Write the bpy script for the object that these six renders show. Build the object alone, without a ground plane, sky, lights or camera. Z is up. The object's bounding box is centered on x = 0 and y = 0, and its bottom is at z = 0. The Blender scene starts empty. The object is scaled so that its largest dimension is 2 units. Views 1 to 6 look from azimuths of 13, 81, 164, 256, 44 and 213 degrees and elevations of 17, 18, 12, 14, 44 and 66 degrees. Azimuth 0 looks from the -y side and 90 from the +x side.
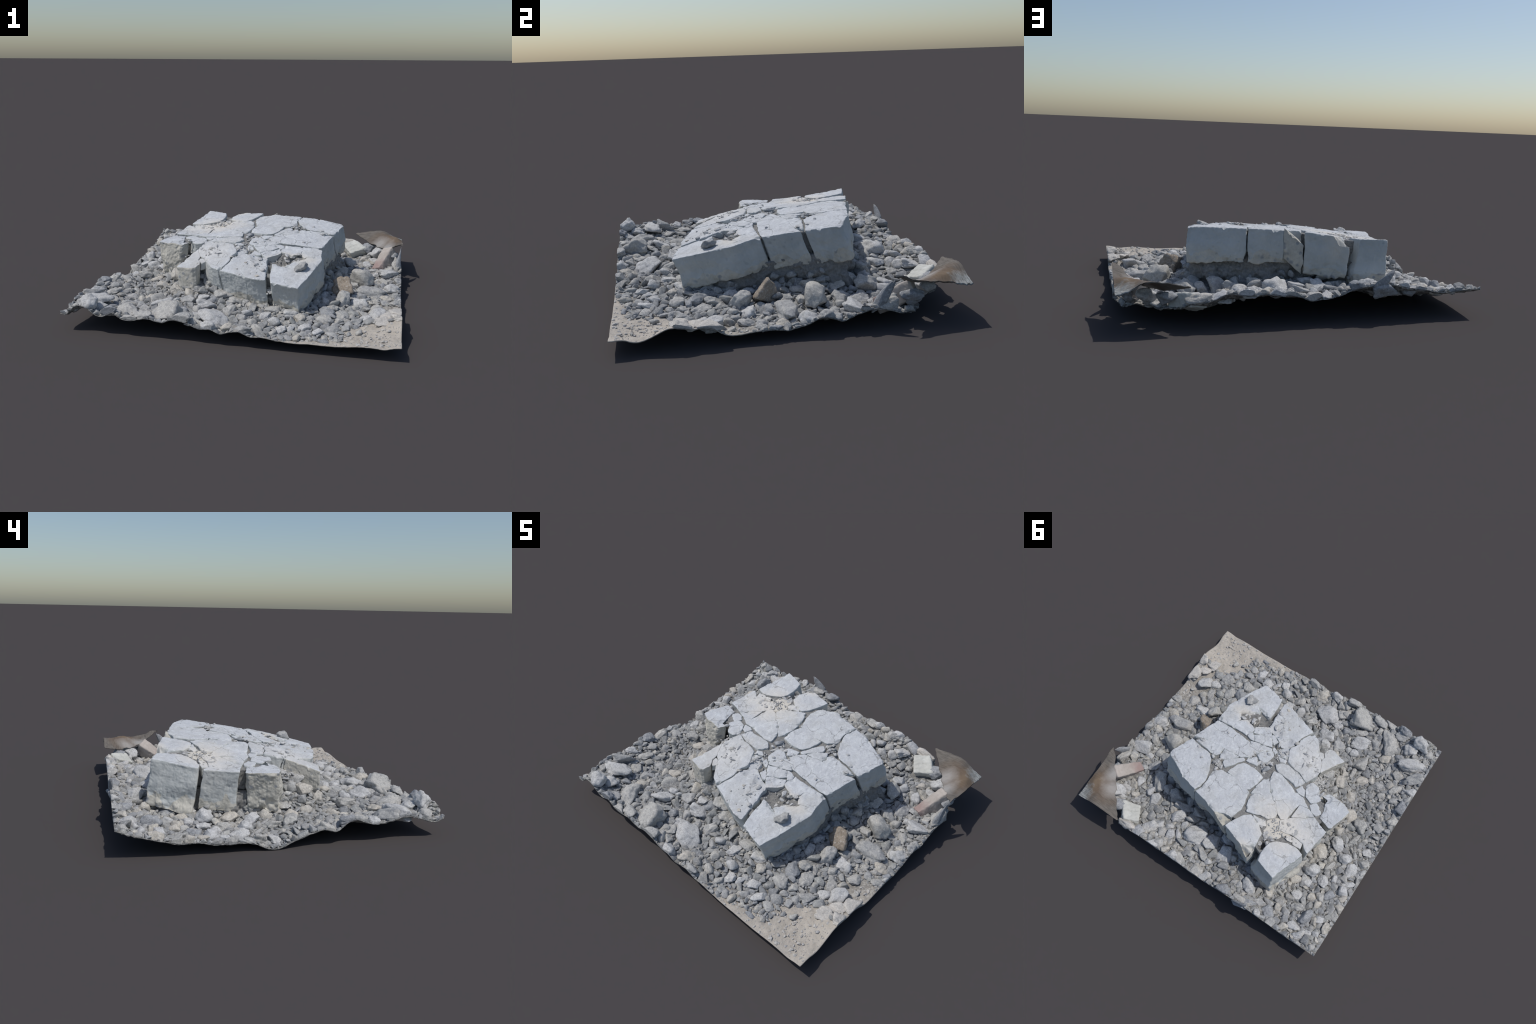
"""Cracked concrete slab lying on a square patch of limestone rubble.
   rubble_patch  : ground sheet + stones + gravel
   concrete_slab : cracked fragments over a crumbled core, with loose debris
   wooden_board, brick, concrete_block : things lying in the far right corner
"""
import bpy, bmesh, math
import numpy as np
from mathutils import Vector, Matrix

RNG = np.random.default_rng(20)
COLL = bpy.context.scene.collection
XB, YB0, YB1 = 0.999, -0.905, 0.908          # the patch is cut off square here

# ------------------------------------------------------------------ noise
def _hash(ix, iy, iz, seed):
    h = (ix.astype(np.int64)*374761393 + iy.astype(np.int64)*668265263 + iz.astype(np.int64)*2147483647 + seed*974634777)
    h = (h ^ (h >> 13)) * 1274126177
    h = h ^ (h >> 16)
    return (h & 0xFFFFFF).astype(np.float64)/float(0xFFFFFF)*2-1

def noise3(p, scale=1.0, seed=0):
    p = np.asarray(p, float)*scale
    i = np.floor(p); f = p-i; f = f*f*(3-2*f); i = i.astype(np.int64)
    out = np.zeros(len(p))
    for dx in (0, 1):
        wx = f[:, 0] if dx else 1-f[:, 0]
        for dy in (0, 1):
            wy = f[:, 1] if dy else 1-f[:, 1]
            for dz in (0, 1):
                wz = f[:, 2] if dz else 1-f[:, 2]
                out += wx*wy*wz*_hash(i[:, 0]+dx, i[:, 1]+dy, i[:, 2]+dz, seed)
    return out

def fbm(p, scale, octaves=3, seed=0):
    out, a = 0, 1.0
    for o in range(octaves):
        out = out + a*noise3(p, scale*2**o, seed+o*7); a *= 0.5
    return out

# ------------------------------------------------------------------ smooth surface through control points
class Surface:
    def __init__(self, pts, lam=1e-3):
        pts = np.array(pts, float); self.c = pts[:, :2]
        n = len(pts); K = self._k(self.c)+lam*np.eye(n)
        P = np.c_[np.ones(n), self.c]
        A = np.block([[K, P], [P.T, np.zeros((3, 3))]])
        self.w = np.linalg.solve(A, np.r_[pts[:, 2], 0, 0, 0])
    def _k(self, q):
        d2 = ((q[:, None, :]-self.c[None])**2).sum(2)
        return np.where(d2 > 0, 0.5*d2*np.log(d2+1e-18), 0)
    def __call__(self, x, y):
        q = np.c_[np.ravel(x), np.ravel(y)].astype(float); out = np.empty(len(q))
        for s in range(0, len(q), 20000):
            b = q[s:s+20000]
            out[s:s+20000] = self._k(b)@self.w[:-3] + self.w[-3] + b@self.w[-2:]
        return out.reshape(np.shape(x))

# ------------------------------------------------------------------ lie of the land: rim profiles and spot heights
# edge profile along the front (x, z)
FRONT=[(-.98,.115), (-.94,.107), (-.89,.165), (-.83,.17), (-.79,.145), (-.76,.114), (-.71,.115), (-.65,.15),
   (-.61,.111), (-.55,.106), (-.48,.122), (-.42,.125), (-.35,.107), (-.31,.132), (-.25,.132), (-.19,.112),
   (-.14,.091), (-.07,.10), (-.01,.068), (.03,.088), (.09,.098), (.16,.071), (.22,.077), (.31,.064), (.4,.06),
   (.49,.063), (.63,.062), (.75,.074), (.83,.075), (.9,.07), (.94,.086)]
# along the right (y, z)
RIGHT=[(-.87,.084), (-.82,.088), (-.77,.066), (-.72,.075), (-.66,.1), (-.61,.122), (-.56,.118), (-.5,.103),
   (-.45,.11), (-.4,.096), (-.37,.073), (-.34,.055), (-.3,.053), (-.23,.058), (-.16,.062), (-.1,.06),
   (-.05,.048), (.01,.064), (.06,.073), (.11,.1), (.18,.09), (.22,.065), (.26,.084), (.32,.102), (.37,.115),
   (.44,.108), (.48,.095), (.54,.07), (.61,.06), (.7,.09), (.8,.10)]
# along the back (x, z)
BACK=[(.9,.10), (.8,.10), (.7,.115), (.63,.14), (.53,.15), (.49,.165), (.44,.19), (.37,.175), (.3,.17),
   (.23,.178), (.16,.162), (.1,.165), (.05,.152), (.01,.131), (-.06,.141), (-.12,.146), (-.18,.165),
   (-.24,.19), (-.33,.198), (-.46,.2), (-.54,.18), (-.65,.166), (-.73,.15), (-.82,.155), (-.93,.162)]
# along the left (y, z)
LEFT=[(.89,.163), (.82,.133), (.74,.111), (.65,.088), (.56,.068), (.48,.073), (.42,.057), (.33,.05),
   (.25,.052), (.2,.05), (.13,.016), (.06,.004), (0,.029), (-.07,.059), (-.13,.08), (-.2,.095), (-.26,.075),
   (-.29,.095), (-.32,.128), (-.37,.137), (-.46,.105), (-.52,.106), (-.6,.122), (-.67,.137), (-.76,.11),
   (-.84,.09)]
# ground under the stones (x, y, z)
INNER=[(-.098,-.687,.05), (-.361,-.784,.09), (-.184,-.533,.08), (-.427,-.609,.10), (-.608,-.76,.09),
   (-.936,-.306,.09), (-.896,-.586,.095), (-.81,-.83,.125), (-.03,-.556,.075), (-.77,-.77,.095),
   (-.834,-.447,.085), (-.75,-.28,.055), (-.773,-.085,.065), (-.639,-.536,.055), (.757,-.661,.052),
   (.53,-.697,.045), (.428,-.811,.045), (.273,-.665,.06), (.094,-.586,.07), (.695,-.571,.052),
   (.846,-.396,.045), (.92,.083,.05), (.788,0,.045), (.697,.176,.05), (.92,.289,.07), (.587,.7,.065),
   (.502,.807,.10), (.70,.75,.09), (.85,.62,.08), (-.9,-.75,.12), (.762,.463,.06), (.55,.6,.06),
   (-.655,.371,.06), (-.64,.245,.043), (-.81,.179,.052), (-.718,.126,.06), (-.815,.683,.105),
   (.137,.662,.125), (-.12,.65,.135), (.5,-.15,.075), (.35,.55,.10), (.39,-.48,.08), (-.45,-.42,.072),
   (-.5,.74,.115), (.56,.2,.10), (.54,.05,.085), (.45,.5,.085), (0,0,.08), (-.42,-.20,.205), (-.50,-.19,.155),
   (-.59,-.17,.09), (-.40,-.12,.235), (-.48,-.09,.17), (-.66,-.12,.06), (-.52,-.34,.06)]
# the patch is a rectangle turned a little about z; u, v run along its sides
TURN = math.radians(1.259); UB, VB = .9795, .887
CT, ST = math.cos(TURN), math.sin(TURN)
def to_uv(x, y): return CT*x+ST*y, -ST*x+CT*y
def to_xy(u, v): return CT*u-ST*v, ST*u+CT*v
def trim(p, slack=0.):
    """cut points back to the straight rim of the patch"""
    u, v = to_uv(p[:, 0], p[:, 1])
    p[:, 0], p[:, 1] = to_xy(np.clip(u, -UB-slack, UB+slack), np.clip(v, -VB-slack, VB+slack))
    return p

GROUND = Surface([(*to_xy(u, -VB), z) for u, z in FRONT] + [(*to_xy(UB, v), z) for v, z in RIGHT] + [(*to_xy(u, VB), z) for u, z in BACK]
                 + [(*to_xy(-UB, v), z) for v, z in LEFT] + INNER)

def sand_amount(x, y):
    """1 where fine pale sand covers the rubble (right front corner), 0 elsewhere"""
    a = np.exp(-(((x-.88)/.21)**2+((y+.76)/.24)**2)**1.5)
    b = np.exp(-(((x-.70)/.34)**2+((y+.88)/.085)**2))
    c = np.exp(-(((x-.93)/.15)**2+((y+.36)/.22)**2))*.75
    return np.clip(1.6*np.maximum(np.maximum(a, b), c), 0, 1)

# ------------------------------------------------------------------ node helpers
class N:
    def __init__(self, name):
        m = bpy.data.materials.new(name); m.use_nodes = True
        self.m, self.t = m, m.node_tree; self.bsdf = self.t.nodes['Principled BSDF']
        self.bsdf.inputs['Roughness'].default_value = .9
        self.bsdf.inputs['Specular IOR Level'].default_value = .25
    def new(self, kind, **kw):
        n = self.t.nodes.new('ShaderNode'+kind)
        for k, v in kw.items():
            if k.startswith('i_'): n.inputs[k[2:].replace('_', ' ')].default_value = v
            else: setattr(n, k, v)
        return n
    def link(self, a, b): self.t.links.new(a, b)
    def coord(self, scale=1.0, offset=None):
        c = self.new('TexCoord'); out = c.outputs['Object']
        if offset is not None:
            s = self.new('VectorMath', operation='ADD'); self.link(out, s.inputs[0]); self.link(offset, s.inputs[1]); out = s.outputs[0]
        return out
    def noise(self, vec, scale, detail=4, rough=.55, dist=0):
        n = self.new('TexNoise'); n.inputs['Scale'].default_value = scale; n.inputs['Detail'].default_value = detail
        n.inputs['Roughness'].default_value = rough; n.inputs['Distortion'].default_value = dist
        self.link(vec, n.inputs['Vector']); return n.outputs['Fac']
    def voronoi(self, vec, scale, feature='F1', out='Distance'):
        n = self.new('TexVoronoi', feature=feature); n.inputs['Scale'].default_value = scale
        self.link(vec, n.inputs['Vector']); return n.outputs[out]
    def ramp(self, fac, stops):
        r = self.new('ValToRGB'); e = r.color_ramp.elements
        while len(e) < len(stops): e.new(.5)
        for el, (p, c) in zip(e, stops):
            el.position = p; el.color = (*c, 1) if not isinstance(c, (int, float)) else (c, c, c, 1)
        self.link(fac, r.inputs[0]); return r.outputs[0]
    def mix(self, fac, a, b, mode='MIX'):
        n = self.new('Mix', data_type='RGBA', blend_type=mode)
        for v, i in ((fac, 0), (a, 6), (b, 7)):
            if isinstance(v, (int, float)): n.inputs[i].default_value = v
            elif isinstance(v, tuple): n.inputs[i].default_value = (*v, 1)
            else: self.link(v, n.inputs[i])
        return n.outputs[2]
    def math(self, op, a, b=None):
        n = self.new('Math', operation=op, use_clamp=False)
        for v, i in ((a, 0), (b, 1)):
            if v is None: continue
            if isinstance(v, (int, float)): n.inputs[i].default_value = v
            else: self.link(v, n.inputs[i])
        return n.outputs[0]
    def blob(self, vec, centre, size, soft=.5, wobble=None):
        """1 inside an ellipsoid round centre, falling to 0 outside"""
        m = self.new('Mapping'); self.link(vec, m.inputs[0])
        m.inputs['Location'].default_value = tuple(-c/s for c, s in zip(centre, size)); m.inputs['Scale'].default_value = tuple(1/s for s in size)
        l = self.new('VectorMath', operation='LENGTH'); self.link(m.outputs[0], l.inputs[0]); d = l.outputs['Value']
        if wobble is not None: d = self.math('ADD', d, self.math('MULTIPLY', self.math('SUBTRACT', wobble, .5), 1.6))
        r = self.new('MapRange'); r.inputs['From Min'].default_value = 1+soft; r.inputs['From Max'].default_value = 1-soft
        self.link(d, r.inputs['Value']); return r.outputs[0]
    def finish(self, colour, height=None, strength=.4, distance=.004, rough=None):
        self.link(colour, self.bsdf.inputs['Base Color'])
        if height is not None:
            b = self.new('Bump'); b.inputs['Strength'].default_value = strength; b.inputs['Distance'].default_value = distance
            self.link(height, b.inputs['Height']); self.link(b.outputs[0], self.bsdf.inputs['Normal'])
        return self.m

def stone_material(name, tones, island=False, dark_mottle=.5, spot=(.175, .18, .19), bump=.55):
    """limestone: a tone per stone, cloudy mottling, dark mottling, pale dust and fine grain"""
    n = N(name)
    if island:
        rnd = n.new('NewGeometry').outputs['Random Per Island']; vec = n.coord()
    else:
        rnd = n.new('ObjectInfo').outputs['Random']
        off = n.math('MULTIPLY', rnd, 37.0); cx = n.new('CombineXYZ'); n.link(off, cx.inputs[0]); n.link(off, cx.inputs[1])
        g = n.new('NewGeometry'); s = n.new('VectorMath', operation='ADD'); n.link(g.outputs['Position'], s.inputs[0]); n.link(cx.outputs[0], s.inputs[1]); vec = s.outputs[0]
    base = n.ramp(rnd, [(i/(len(tones)-1), c) for i, c in enumerate(tones)])
    cloud = n.noise(vec, 24, 6, .65, .6)
    c = n.mix(n.ramp(cloud, [(.36, 0), (.64, .75)]), base, tuple(min(1, v*1.30) for v in tones[len(tones)//2]))
    dark = n.ramp(n.noise(vec, 36, 8, .74, 1.6), [(.50, 0), (.62, 1)])
    c = n.mix(n.math('MULTIPLY', dark, dark_mottle), c, spot)
    pale = n.ramp(n.noise(vec, 70, 6, .72, .5), [(.52, 0), (.66, 1)])
    c = n.mix(n.math('MULTIPLY', pale, .5), c, (.76, .75, .73))
    fine = n.ramp(n.noise(vec, 120, 7, .8), [(.40, 1), (.60, 0)])
    c = n.mix(n.math('MULTIPLY', fine, .38), c, spot)
    h = n.math('ADD', n.noise(vec, 38, 8, .72, .9), n.math('MULTIPLY', n.noise(vec, 150, 3, .6), .3))
    return n.finish(c, h, bump, .012)

G1, G2, G3 = (.31, .315, .325), (.43, .432, .432), (.54, .535, .52)
M_GRAVEL = stone_material('gravel_limestone', [(0.190, 0.194, 0.202), (0.470, 0.459, 0.414), (0.347, 0.356, 0.364), (0.627, 0.588, 0.510), (0.493, 0.491, 0.476), (0.403, 0.405, 0.375), (0.235, 0.243, 0.255),
    (0.739, 0.694, 0.605), (0.459, 0.437, 0.392), (0.549, 0.551, 0.549), (0.358, 0.342, 0.302), (0.740, 0.740, 0.717)], island=True, dark_mottle=.5, bump=.6)
M_SANDGRIT = stone_material('sand_pebble', [(.50, .465, .415), (.40, .395, .385), (.58, .545, .49), (.46, .435, .40), (.36, .36, .365), (.62, .60, .56)], island=True, dark_mottle=.15, bump=.3)
M_CRUMB = stone_material('concrete_crumb', [(.40, .39, .365), (.52, .505, .47), (.46, .46, .46), (.58, .565, .53), (.34, .34, .34)], island=True, dark_mottle=.1, bump=.3)
M_STONE = {
 'g': stone_material('grey_limestone', [(.31, .317, .328), G2, (.50, .485, .45), (.38, .382, .38)], dark_mottle=.5),
 'w': stone_material('pale_limestone', [(.52, .52, .515), (.60, .59, .565), (.56, .56, .56), (.64, .625, .595)], dark_mottle=.45),
 'd': stone_material('dark_limestone', [(.26, .275, .30), (.34, .35, .365), (.30, .31, .325)], dark_mottle=.6),
 't': stone_material('tan_limestone', [(.50, .47, .41), (.57, .53, .465), (.50, .475, .43)], dark_mottle=.35),
 'b': stone_material('brown_sandstone', [(.33, .285, .235), (.37, .31, .25)], dark_mottle=.3, spot=(.10, .085, .07)),
 's': stone_material('dusty_stone', [(.54, .51, .465), (.60, .565, .515)], dark_mottle=.25),
}

def ground_material():
    n = N('crushed_ground'); vec = n.coord()
    v = n.voronoi(vec, 75, out='Color'); sx = n.new('SeparateColor'); n.link(v, sx.inputs[0])
    grit = n.ramp(sx.outputs[0], [(0, (.13, .129, .125)), (.5, (.23, .226, .212)), (1, (.43, .42, .39))])  # grit tones lowered to paint in the shadow of gaps between stones
    grit = n.mix(n.ramp(n.noise(vec, 90, 5, .7), [(.45, 0), (.7, .8)]), grit, (.15, .15, .155))
    sand = n.ramp(n.noise(vec, 14, 6, .65), [(.3, (.42, .38, .325)), (.7, (.56, .51, .445))])
    sand = n.mix(n.ramp(n.noise(vec, 160, 4, .7), [(.5, 0), (.66, .8)]), sand, (.36, .345, .33))
    peb = n.ramp(n.voronoi(vec, 48, 'SMOOTH_F1'), [(.12, 1), (.2, 0)]); spotty = n.ramp(n.noise(vec, 11, 4, .6), [(.5, 0), (.62, 1)])
    sand = n.mix(n.math('MULTIPLY', n.math('MULTIPLY', peb, spotty), .7), sand, (.40, .41, .42))
    wob = n.noise(vec, 9, 5, .6)
    mask = n.blob(vec, (.88, -.76, .07), (.27, .31, .5), .35, wob)
    mask = n.math('MAXIMUM', mask, n.blob(vec, (.70, -.90, .07), (.40, .12, .5), .4, wob))
    mask = n.math('MAXIMUM', mask, n.math('MULTIPLY', n.blob(vec, (.95, -.38, .07), (.16, .24, .5), .5, wob), .6))
    c = n.mix(mask, grit, sand)
    h = n.math('ADD', n.noise(vec, 120, 5, .7), n.noise(vec, 45, 4, .6))
    return n.finish(c, h, .6, .006)
M_GROUND = ground_material()

def concrete_materials():
    out = []
    for kind in ('smooth', 'broken', 'aggregate'):
        n = N({'smooth': 'trowelled_concrete', 'broken': 'cast_concrete_side', 'aggregate': 'broken_concrete'}[kind]); vec = n.coord()
        wob = n.noise(vec, 12, 5, .65, .3)
        if kind == 'smooth':
            c = n.ramp(n.noise(vec, 10, 8, .72, .6), [(.32, (.42, .435, .46)), (.45, (.53, .545, .57)), (.56, (.57, .588, .61)), (.68, (.70, .72, .74))])
            warm = n.ramp(n.noise(vec, 4.5, 5, .6, .3), [(.45, 0), (.62, 1)])
            c = n.mix(n.math('MULTIPLY', warm, .65), c, (.46, .458, .442))
            scuff = n.ramp(n.noise(vec, 26, 9, .76, .35), [(.50, 0), (.66, 1)])
            c = n.mix(n.math('MULTIPLY', scuff, .6), c, (.75, .775, .79))
            c = n.mix(n.math('MULTIPLY', n.ramp(n.noise(vec, 55, 7, .75, .5), [(.54, 0), (.66, 1)]), .5), c, (.40, .405, .41))
            bend = n.new('TexNoise'); bend.inputs['Scale'].default_value = 14; bend.inputs['Detail'].default_value = 5; n.link(vec, bend.inputs['Vector'])
            sc = n.new('VectorMath', operation='SCALE'); sc.inputs['Scale'].default_value = .075; n.link(bend.outputs['Color'], sc.inputs[0])
            ad = n.new('VectorMath', operation='ADD'); n.link(vec, ad.inputs[0]); n.link(sc.outputs[0], ad.inputs[1])
            hair = n.ramp(n.voronoi(ad.outputs[0], 8, 'DISTANCE_TO_EDGE'), [(.006, 1), (.017, 0)])          # hairline cracks, here and there
            hair = n.math('MULTIPLY', hair, n.ramp(n.noise(vec, 7, 3, .5), [(.50, 0), (.56, 1)]))
            c = n.mix(n.math('MULTIPLY', hair, .8), c, (.17, .17, .17))
            fine = n.ramp(n.noise(vec, 130, 7, .8), [(.42, .0), (.58, 1)])
            c = n.mix(.22, c, n.mix(fine, (.62, .635, .65), (.36, .37, .385)))
            c = n.mix(n.math('MULTIPLY', n.ramp(n.noise(vec, 280, 2, .5), [(.64, 0), (.72, 1)]), .55), c, (.30, .305, .31))
        elif kind == 'broken':
            c = n.ramp(n.noise(vec, 11, 7, .68, .4), [(.3, (.43, .455, .455)), (.7, (.55, .565, .555))])
            agg = n.ramp(n.voronoi(vec, 30, 'SMOOTH_F1'), [(.14, 1), (.26, 0)])
            patch = n.ramp(n.noise(vec, 8, 3, .5), [(.48, 0), (.6, 1)])
            c = n.mix(n.math('MULTIPLY', n.math('MULTIPLY', agg, patch), .45), c, (.27, .30, .33))
            c = n.mix(n.math('MULTIPLY', n.ramp(n.noise(vec, 45, 6, .72, .8), [(.55, 0), (.68, 1)]), .35), c, (.64, .635, .60))
        else:
            c = n.ramp(n.noise(vec, 20, 7, .7, .4), [(.3, (.42, .405, .36)), (.7, (.63, .605, .54))])
            agg = n.ramp(n.voronoi(vec, 28, 'SMOOTH_F1'), [(.20, 1), (.32, 0)])
            patch = n.ramp(n.noise(vec, 12, 3, .5), [(.46, 0), (.55, 1)])
            c = n.mix(n.math('MULTIPLY', n.math('MULTIPLY', agg, patch), .75), c, (.25, .27, .30))
        dust = n.math('MAXIMUM', n.blob(vec, (-.37, .33, .38), (.17, .13, .3), .6, wob), n.blob(vec, (.30, -.23, .33), (.13, .05, .2), .5, wob))
        dust = n.math('MAXIMUM', dust, n.math('MULTIPLY', n.blob(vec, (-.26, -.20, .3), (.12, .12, .3), .7, wob), .45))
        dust = n.math('MAXIMUM', dust, n.blob(vec, (-.25, .60, .39), (.07, .05, .1), .6, wob))
        c = n.mix(n.math('MULTIPLY', dust, .75), c, (.66, .62, .555))
        h = n.math('ADD', n.noise(vec, 40, 7, .7, .3), n.math('MULTIPLY', n.noise(vec, 260, 3, .6), .35))
        out.append(n.finish(c, h, {'smooth': .4, 'broken': .35, 'aggregate': .8}[kind], .005))
    return out
M_TOP, M_BROKEN, M_AGGREGATE = concrete_materials()
def fill_material():
    n = N('dark_crack_fill'); vec = n.coord()
    c = n.ramp(n.noise(vec, 70, 6, .7), [(.3, (.155, .155, .155)), (.7, (.32, .315, .30))])  # dark grey ramp for the cracks and the mass under the slab
    return n.finish(c, n.noise(vec, 110, 5, .7), .8, .006)
M_FILL = fill_material()

# ------------------------------------------------------------------ mesh helpers
def mesh_object(name, verts, faces, mats, parent=None, smooth=True, face_mats=None):
    me = bpy.data.meshes.new(name)
    verts = np.asarray(verts, np.float32); faces = np.asarray(faces, np.int32)
    k = faces.shape[1]
    me.vertices.add(len(verts)); me.vertices.foreach_set('co', verts.ravel())
    me.loops.add(faces.size); me.loops.foreach_set('vertex_index', faces.ravel())
    me.polygons.add(len(faces)); me.polygons.foreach_set('loop_start', np.arange(0, faces.size, k, dtype=np.int32))
    me.polygons.foreach_set('loop_total', np.full(len(faces), k, np.int32))
    for m in mats: me.materials.append(m)
    if face_mats is not None: me.polygons.foreach_set('material_index', np.asarray(face_mats, np.int32))
    me.polygons.foreach_set('use_smooth', np.full(len(faces), smooth, bool))
    me.update(calc_edges=True); me.validate()
    o = bpy.data.objects.new(name, me); COLL.objects.link(o)
    if parent: o.parent = parent
    return o

def thing(name, label, category, obj=None):
    o = obj or bpy.data.objects.new(name, None)
    if obj is None: COLL.objects.link(o)
    o['label'], o['category'] = label, category
    return o

def remeshed(verts, faces, voxel):
    """union of closed shells as an even quad skin"""
    me = bpy.data.meshes.new('tmp'); me.from_pydata([tuple(v) for v in verts], [], [tuple(f) for f in faces])
    o = bpy.data.objects.new('tmp', me); COLL.objects.link(o)
    bm = bmesh.new(); bm.from_mesh(me); bmesh.ops.triangulate(bm, faces=bm.faces); bmesh.ops.recalc_face_normals(bm, faces=bm.faces); bm.to_mesh(me); bm.free()
    md = o.modifiers.new('r', 'REMESH'); md.mode = 'VOXEL'; md.voxel_size = voxel
    ev = o.evaluated_get(bpy.context.evaluated_depsgraph_get()); m2 = ev.to_mesh()
    v = np.empty(len(m2.vertices)*3, np.float32); m2.vertices.foreach_get('co', v)
    f = np.empty(len(m2.loops), np.int32); m2.loops.foreach_get('vertex_index', f)
    ev.to_mesh_clear(); bpy.data.objects.remove(o); bpy.data.meshes.remove(me)
    return v.reshape(-1, 3).astype(float), f.reshape(-1, 4)

def edges_of(f):
    e = np.vstack([f[:, [i, (i+1) % f.shape[1]]] for i in range(f.shape[1])]); e.sort(axis=1)
    return np.unique(e, axis=0)

def smooth_verts(v, f, it, k=.5):
    e = edges_of(f); cnt = np.bincount(e.ravel(), minlength=len(v)).astype(float)[:, None]
    for _ in range(it):
        s = np.zeros_like(v); np.add.at(s, e[:, 0], v[e[:, 1]]); np.add.at(s, e[:, 1], v[e[:, 0]])
        v = v+(s/np.maximum(cnt, 1)-v)*k
    return v

def vertex_normals(v, f):
    a, b, c = v[f[:, 0]], v[f[:, 1]], v[f[:, -1]]
    fn = np.cross(b-a, c-a); n = np.zeros_like(v)
    for i in range(f.shape[1]): np.add.at(n, f[:, i], fn)
    return n/np.maximum(np.linalg.norm(n, axis=1, keepdims=True), 1e-12), fn

# ------------------------------------------------------------------ rocks
def ico(sub):
    bm = bmesh.new(); bmesh.ops.create_icosphere(bm, subdivisions=sub, radius=1)
    v = np.array([q.co[:] for q in bm.verts]); f = np.array([[q.index for q in p.verts] for p in bm.faces]); bm.free()
    return v, f

def rock_shape(dirs, rng, planes=10, sharp=16., rough=.05):
    """unit rock: a blunt polyhedron cut by random planes, with a little surface noise"""
    n = rng.normal(size=(planes, 3)); n /= np.linalg.norm(n, axis=1, keepdims=True)
    d = rng.uniform(.58, 1.0, planes)
    q = np.clip(dirs@n.T, 0, None)/d
    r = 1/((q**sharp).sum(1)+.62**sharp)**(1/sharp)
    p = dirs*np.minimum(r, 1.35)[:, None]
    s = int(rng.integers(1e6))
    return p*(1+rough*fbm(p, 2.0, 4, s))[:, None]

ICO2, ICO3, ICO4 = ico(2), ico(3), ico(4)
_rr = np.random.default_rng(5)
def unit_box(p):
    lo, hi = p.min(0), p.max(0)
    return (p-(lo+hi)/2)/(hi-lo)*2
def chip_shape(rng):
    """small angular stone: hull of a few points with its edges knocked off, as triangles"""
    n = int(rng.integers(9, 15)); p = rng.normal(size=(n, 3)); p /= np.linalg.norm(p, axis=1, keepdims=True)
    p *= rng.uniform(.75, 1.0, (n, 1))
    bm = bmesh.new(); vs = [bm.verts.new(q) for q in p]
    hull = bmesh.ops.convex_hull(bm, input=vs)
    bmesh.ops.delete(bm, geom=[q for q in bm.verts if not q.link_faces], context='VERTS')
    bmesh.ops.dissolve_limit(bm, angle_limit=.25, verts=bm.verts[:], edges=bm.edges[:])
    bmesh.ops.bevel(bm, geom=bm.edges[:], offset=.11, segments=2, profile=.6, affect='EDGES', clamp_overlap=True)
    bmesh.ops.triangulate(bm, faces=bm.faces[:]); bmesh.ops.recalc_face_normals(bm, faces=bm.faces[:])
    bm.verts.index_update()
    v = np.array([q.co[:] for q in bm.verts]); f = np.array([[q.index for q in t.verts] for t in bm.faces]); bm.free()
    v = v*(1+.04*fbm(v, 2.5, 2, int(rng.integers(1e6))))[:, None]
    return unit_box(v), f
SMALL = [chip_shape(_rr) for _ in range(24)]
MID = [unit_box(rock_shape(ICO3[0], _rr, int(_rr.integers(8, 12)), 34, .12)) for _ in range(14)]
BIG = [unit_box(rock_shape(ICO4[0], _rr, int(_rr.integers(10, 15)), 34, .16)) for _ in range(14)]
MID_MESH, BIG_MESH = {}, {}

def shared_mesh(store, kind, i, tone):
    if (i, tone) not in store:
        shapes, (dirs, f) = (MID, ICO3) if kind == 'm' else (BIG, ICO4)
        me = bpy.data.meshes.new('stone'); me.from_pydata(shapes[i].tolist(), [], f.tolist())
        me.polygons.foreach_set('use_smooth', [True]*len(f)); me.materials.append(M_STONE[tone]); me.update()
        store[(i, tone)] = me
    return store[(i, tone)]

def rot_matrix(yaw, ax, ay):
    return (Matrix.Rotation(yaw, 3, 'Z') @ Matrix.Rotation(ax, 3, 'X') @ Matrix.Rotation(ay, 3, 'Y'))

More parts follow.
